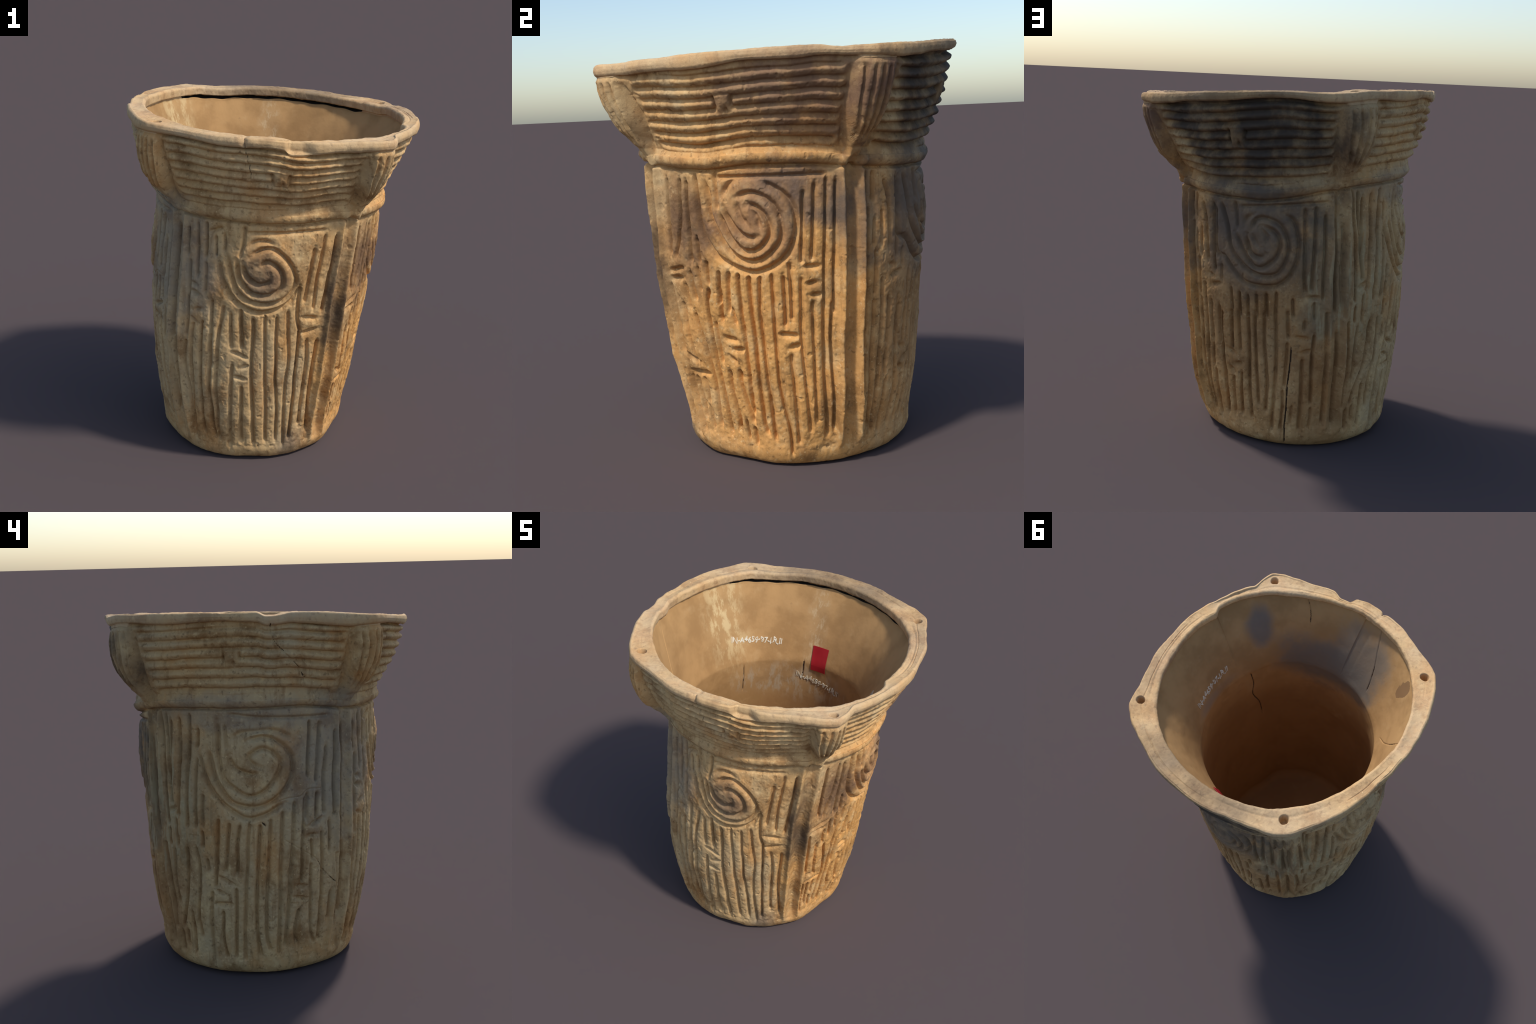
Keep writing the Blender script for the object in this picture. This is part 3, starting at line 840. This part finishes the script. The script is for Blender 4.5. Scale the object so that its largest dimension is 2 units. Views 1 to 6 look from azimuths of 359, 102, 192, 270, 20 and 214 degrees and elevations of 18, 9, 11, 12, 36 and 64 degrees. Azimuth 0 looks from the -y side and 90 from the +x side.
MAT_OUT = clay_outside("scored_clay")
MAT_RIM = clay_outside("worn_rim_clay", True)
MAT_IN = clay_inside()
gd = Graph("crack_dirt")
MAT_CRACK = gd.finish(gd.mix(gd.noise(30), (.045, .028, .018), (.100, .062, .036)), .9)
gs = Graph("scan_hole_black")  # near-black fill imitating the scan's missing surface, not a real joint
MAT_SCAN_HOLE = gs.finish(gs.mix(gs.noise(20), (.018, .014, .010), (.035, .026, .018)), .95)

# ================================================================ split into named parts
face_row = np.arange(ROWS - 1)
zc = (Z[:, :-1] + Z[:, 1:]) / 2
AZF = AZ[:, None] + np.zeros_like(zc)
part = np.empty(zc.shape, dtype=np.int16)
NAMES = ["base", "body", "neck_ring", "collar", "rim", "inner_wall", "floor"]
kind_f = KIND[1:]
part[:] = 1
part[:, np.isin(kind_f, ["foot"])] = 0
part[:, np.isin(kind_f, ["lip", "top", "roll", "slit"])] = 4
part[:, kind_f == "inside"] = 5
part[:, kind_f == "floor"] = 6
out_f = np.isin(kind_f, ["body", "collar"])
zb = (np.stack(rows_z, 1)[:, 1:])
ring_d = zb - RING_HEIGHT[:, None]
part[out_f[None, :] & (ring_d > .036)] = 3
part[out_f[None, :] & (np.abs(ring_d) <= .036)] = 2
pieces = [("base", "base"), ("body", "body"), ("neck_ring", "neck_ring"), ("collar", "collar"), ("rim", "rim"),
          ("inner_wall", "inner_wall"), ("floor", "floor")]
for a0, z0, rad in SCROLL_CENTRES:
    u = np.radians(az_gap(AZF, a0)) * R[:, 1:]
    sel = out_f[None, :] & (ring_d < -.05) & (np.hypot(u, zb - z0) < rad)
    part[sel] = len(pieces)
    pieces.append(("spiral_scroll", "spiral_scroll"))
S_f = S2[:, 1:]
for a0, _, _ in CORNERS:
    half = 3.6 + 3.6 * smoothstep(0, .55, S_f)
    g = az_gap(AZF, a0)
    sel = (part == 3) & (S_f > .07) & (S_f < .98) & (np.abs(g) < half)
    part[sel] = len(pieces)
    pieces.append(("corner_rib", "corner_rib"))
mat_index = np.zeros(part.shape, dtype=np.int32)
crack_f = (CRACK[:, :-1] + CRACK[:, 1:]) / 2
crack_f = crack_f * (1 + .75 * noise3(P0[:, 1:], 26.0, 51))
mat_index[crack_f > .0048] = 1
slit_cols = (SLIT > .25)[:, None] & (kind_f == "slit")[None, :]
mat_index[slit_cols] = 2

ii, jj = np.meshgrid(np.arange(AZ_COUNT), face_row, indexing="ij")
i2 = (ii + 1) % AZ_COUNT
QUADS = np.stack([ii * ROWS + jj, i2 * ROWS + jj, i2 * ROWS + jj + 1, ii * ROWS + jj + 1], -1)
flat_xyz, flat_n = XYZ.reshape(-1, 3), N.reshape(-1, 3)

thing = bpy.data.objects.new("clay_jar", None)
bpy.context.scene.collection.objects.link(thing)
thing["label"] = "ancient brown clay jar with scrolls, grooves and coiled collar"
thing["category"] = "clay pot"


def attach(obj, parent=thing):
    bpy.context.scene.collection.objects.link(obj)
    obj.parent = parent
    return obj


def mesh_from(name, verts, quads, normals, mats, midx):
    me = bpy.data.meshes.new(name)
    me.vertices.add(len(verts))
    me.vertices.foreach_set("co", verts.astype(np.float32).ravel())
    me.loops.add(len(quads) * 4)
    me.loops.foreach_set("vertex_index", quads.astype(np.int32).ravel())
    me.polygons.add(len(quads))
    me.polygons.foreach_set("loop_start", np.arange(0, len(quads) * 4, 4, dtype=np.int32))
    me.polygons.foreach_set("material_index", midx.astype(np.int32))
    for m in mats:
        me.materials.append(m)
    me.update(calc_edges=True)
    me.polygons.foreach_set("use_smooth", np.ones(len(quads), dtype=bool))
    if normals is not None:
        me.normals_split_custom_set_from_vertices(normals.astype(np.float32))
    me.update()
    return me


for k, (name, _) in enumerate(pieces):
    sel = part == k
    q = QUADS[sel]
    used, inv = np.unique(q, return_inverse=True)
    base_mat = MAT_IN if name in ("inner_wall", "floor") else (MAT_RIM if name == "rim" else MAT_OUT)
    me = mesh_from(name, flat_xyz[used], inv.reshape(q.shape), flat_n[used], [base_mat, MAT_CRACK, MAT_SCAN_HOLE], mat_index[sel])
    attach(bpy.data.objects.new(name, me))

# ================================================================ things stuck to or written on the inside
in_rows = np.where(KIND == "inside")[0]


def inside_point(az_deg, z, lift):
    """point on the built inner wall at an azimuth and height, lifted toward the axis"""
    az_deg, z = np.asarray(az_deg, float) % 360, np.asarray(z, float)
    pts = []
    for a, h in zip(az_deg.ravel(), z.ravel()):
        f = a * AZ_COUNT / 360
        i = int(f) % AZ_COUNT
        w = f - int(f)
        rr = []
        for c in (i, (i + 1) % AZ_COUNT):
            col = XYZ[c, in_rows]
            rr.append(np.interp(-h, -col[:, 2], np.hypot(col[:, 0], col[:, 1])))
        rad = rr[0] * (1 - w) + rr[1] * w - lift
        t = math.radians(a)
        pts.append((rad * math.sin(t), -rad * math.cos(t), h))
    return np.array(pts)


def wall_patch(name, inside_test, az0, az1, z0, z1, nu, nv, lift, thick, mat, shear=0.0):
    """thin curved sheet lying on the inner wall"""
    u = np.linspace(0, 1, nu)
    v = np.linspace(0, 1, nv)
    uu, vv = np.meshgrid(u, v, indexing="ij")
    a = az0 + (az1 - az0) * uu + shear * (1 - vv)
    z = z0 + (z1 - z0) * vv + shear * .010 * uu
    front = inside_point(a, z, lift + thick)
    back = inside_point(a, z, lift)
    idx = np.arange(nu * nv).reshape(nu, nv)
    keep = np.array([[inside_test((u[i] + u[i + 1]) / 2, (v[j] + v[j + 1]) / 2) for j in range(nv - 1)] for i in range(nu - 1)])
    quads = []
    off = nu * nv
    for i in range(nu - 1):
        for j in range(nv - 1):
            if not keep[i, j]:
                continue
            c = (idx[i, j], idx[i + 1, j], idx[i + 1, j + 1], idx[i, j + 1])
            quads.append(c)
            quads.append(tuple(x + off for x in c[::-1]))
            for (di, dj, p, q) in ((-1, 0, 0, 3), (1, 0, 1, 2), (0, -1, 0, 1), (0, 1, 3, 2)):
                ni, nj = i + di, j + dj
                if not (0 <= ni < nu - 1 and 0 <= nj < nv - 1 and keep[ni, nj]):
                    quads.append((c[p], c[q], c[q] + off, c[p] + off))
    quads = np.array(quads)
    used, inv = np.unique(quads, return_inverse=True)
    me = mesh_from(name, np.vstack([back, front])[used], inv.reshape(quads.shape), None, [mat], np.zeros(len(quads)))
    me.polygons.foreach_set("use_smooth", np.zeros(len(quads), dtype=bool))
    return attach(bpy.data.objects.new(name, me))


gr = Graph("red_label_paper")
MAT_RED = gr.finish(gr.mix(gr.ramp(gr.noise(6, 3), .3, .7), (.30, .012, .018), (.36, .018, .026)), .42)
wall_patch("paper_label", lambda u, v: True, 180.2, 169.2, 1.385, 1.545, 14, 14, .0015, .0025, MAT_RED)
gp = Graph("stain_film")
pink = gp.ramp(gp.noise(26, 2, .5, gp.mapping((1, 1, .5))), .60, .66)
MAT_STAIN = gp.finish(gp.mix(gp.math("MULTIPLY", pink, .8), (.240, .135, .062), (.42, .12, .11)), .6)


def blot(u, v):
    x, y = (u - .5) * 2, (v - .5) * 2
    return math.hypot(x, y) < .92 + .14 * math.sin(3 * math.atan2(y, x) + .6) - .18 * (abs(y) < .3) * (x < 0)


wall_patch("varnish_blot", blot, 318.5, 309.5, 1.73, 1.90, 40, 40, .0004, .0008, MAT_STAIN)

gw = Graph("white_ink")
MAT_INK = gw.finish(gw.mix(gw.ramp(gw.noise(30, 4), .40, .62), (.74, .68, .54), (.56, .46, .32)), .7)


def inscription(text, az_start, az_end, z_start, z_end, height):
    cu = bpy.data.curves.new("inscription_curve", "FONT")
    cu.body = text
    cu.size = 1.0
    cu.shear = .18
    cu.extrude = .02
    cu.offset = .018
    cu.resolution_u = 3
    tmp = bpy.data.objects.new("inscription_helper", cu)
    bpy.context.scene.collection.objects.link(tmp)
    dg = bpy.context.evaluated_depsgraph_get()
    me = bpy.data.meshes.new_from_object(tmp.evaluated_get(dg))
    bpy.data.objects.remove(tmp)
    bpy.data.curves.remove(cu)
    n = len(me.vertices)
    co = np.empty(n * 3, dtype=np.float32)
    me.vertices.foreach_get("co", co)
    co = co.reshape(-1, 3)
    f = (co[:, 0] - co[:, 0].min()) / (co[:, 0].max() - co[:, 0].min())
    jig = .10 * np.sin(f * 47) + .06 * np.sin(f * 23 + 1)
    a = az_start + (az_end - az_start) * f
    z = z_start + (z_end - z_start) * f + (co[:, 1] + jig) * height
    lift = np.where(co[:, 2] > 0, .0024, -.001)
    p = np.vstack([inside_point([aa], [zz], ll) for aa, zz, ll in zip(a, z, lift)])
    me.vertices.foreach_set("co", p.astype(np.float32).ravel())
    me.name = "inscription"
    me.materials.clear()
    me.materials.append(MAT_INK)
    me.update()
    attach(bpy.data.objects.new("inscription", me))


inscription("IN-A4659-97-I.R.II", 231.5, 200.0, 1.560, 1.525, .050)
inscription("IN-A4659-97-I.R.II", 190.5, 157.0, 1.310, 1.255, .052)
inscription("IN-A4659-97-I.R.II", 110.5, 75.0, 1.525, 1.545, .045)
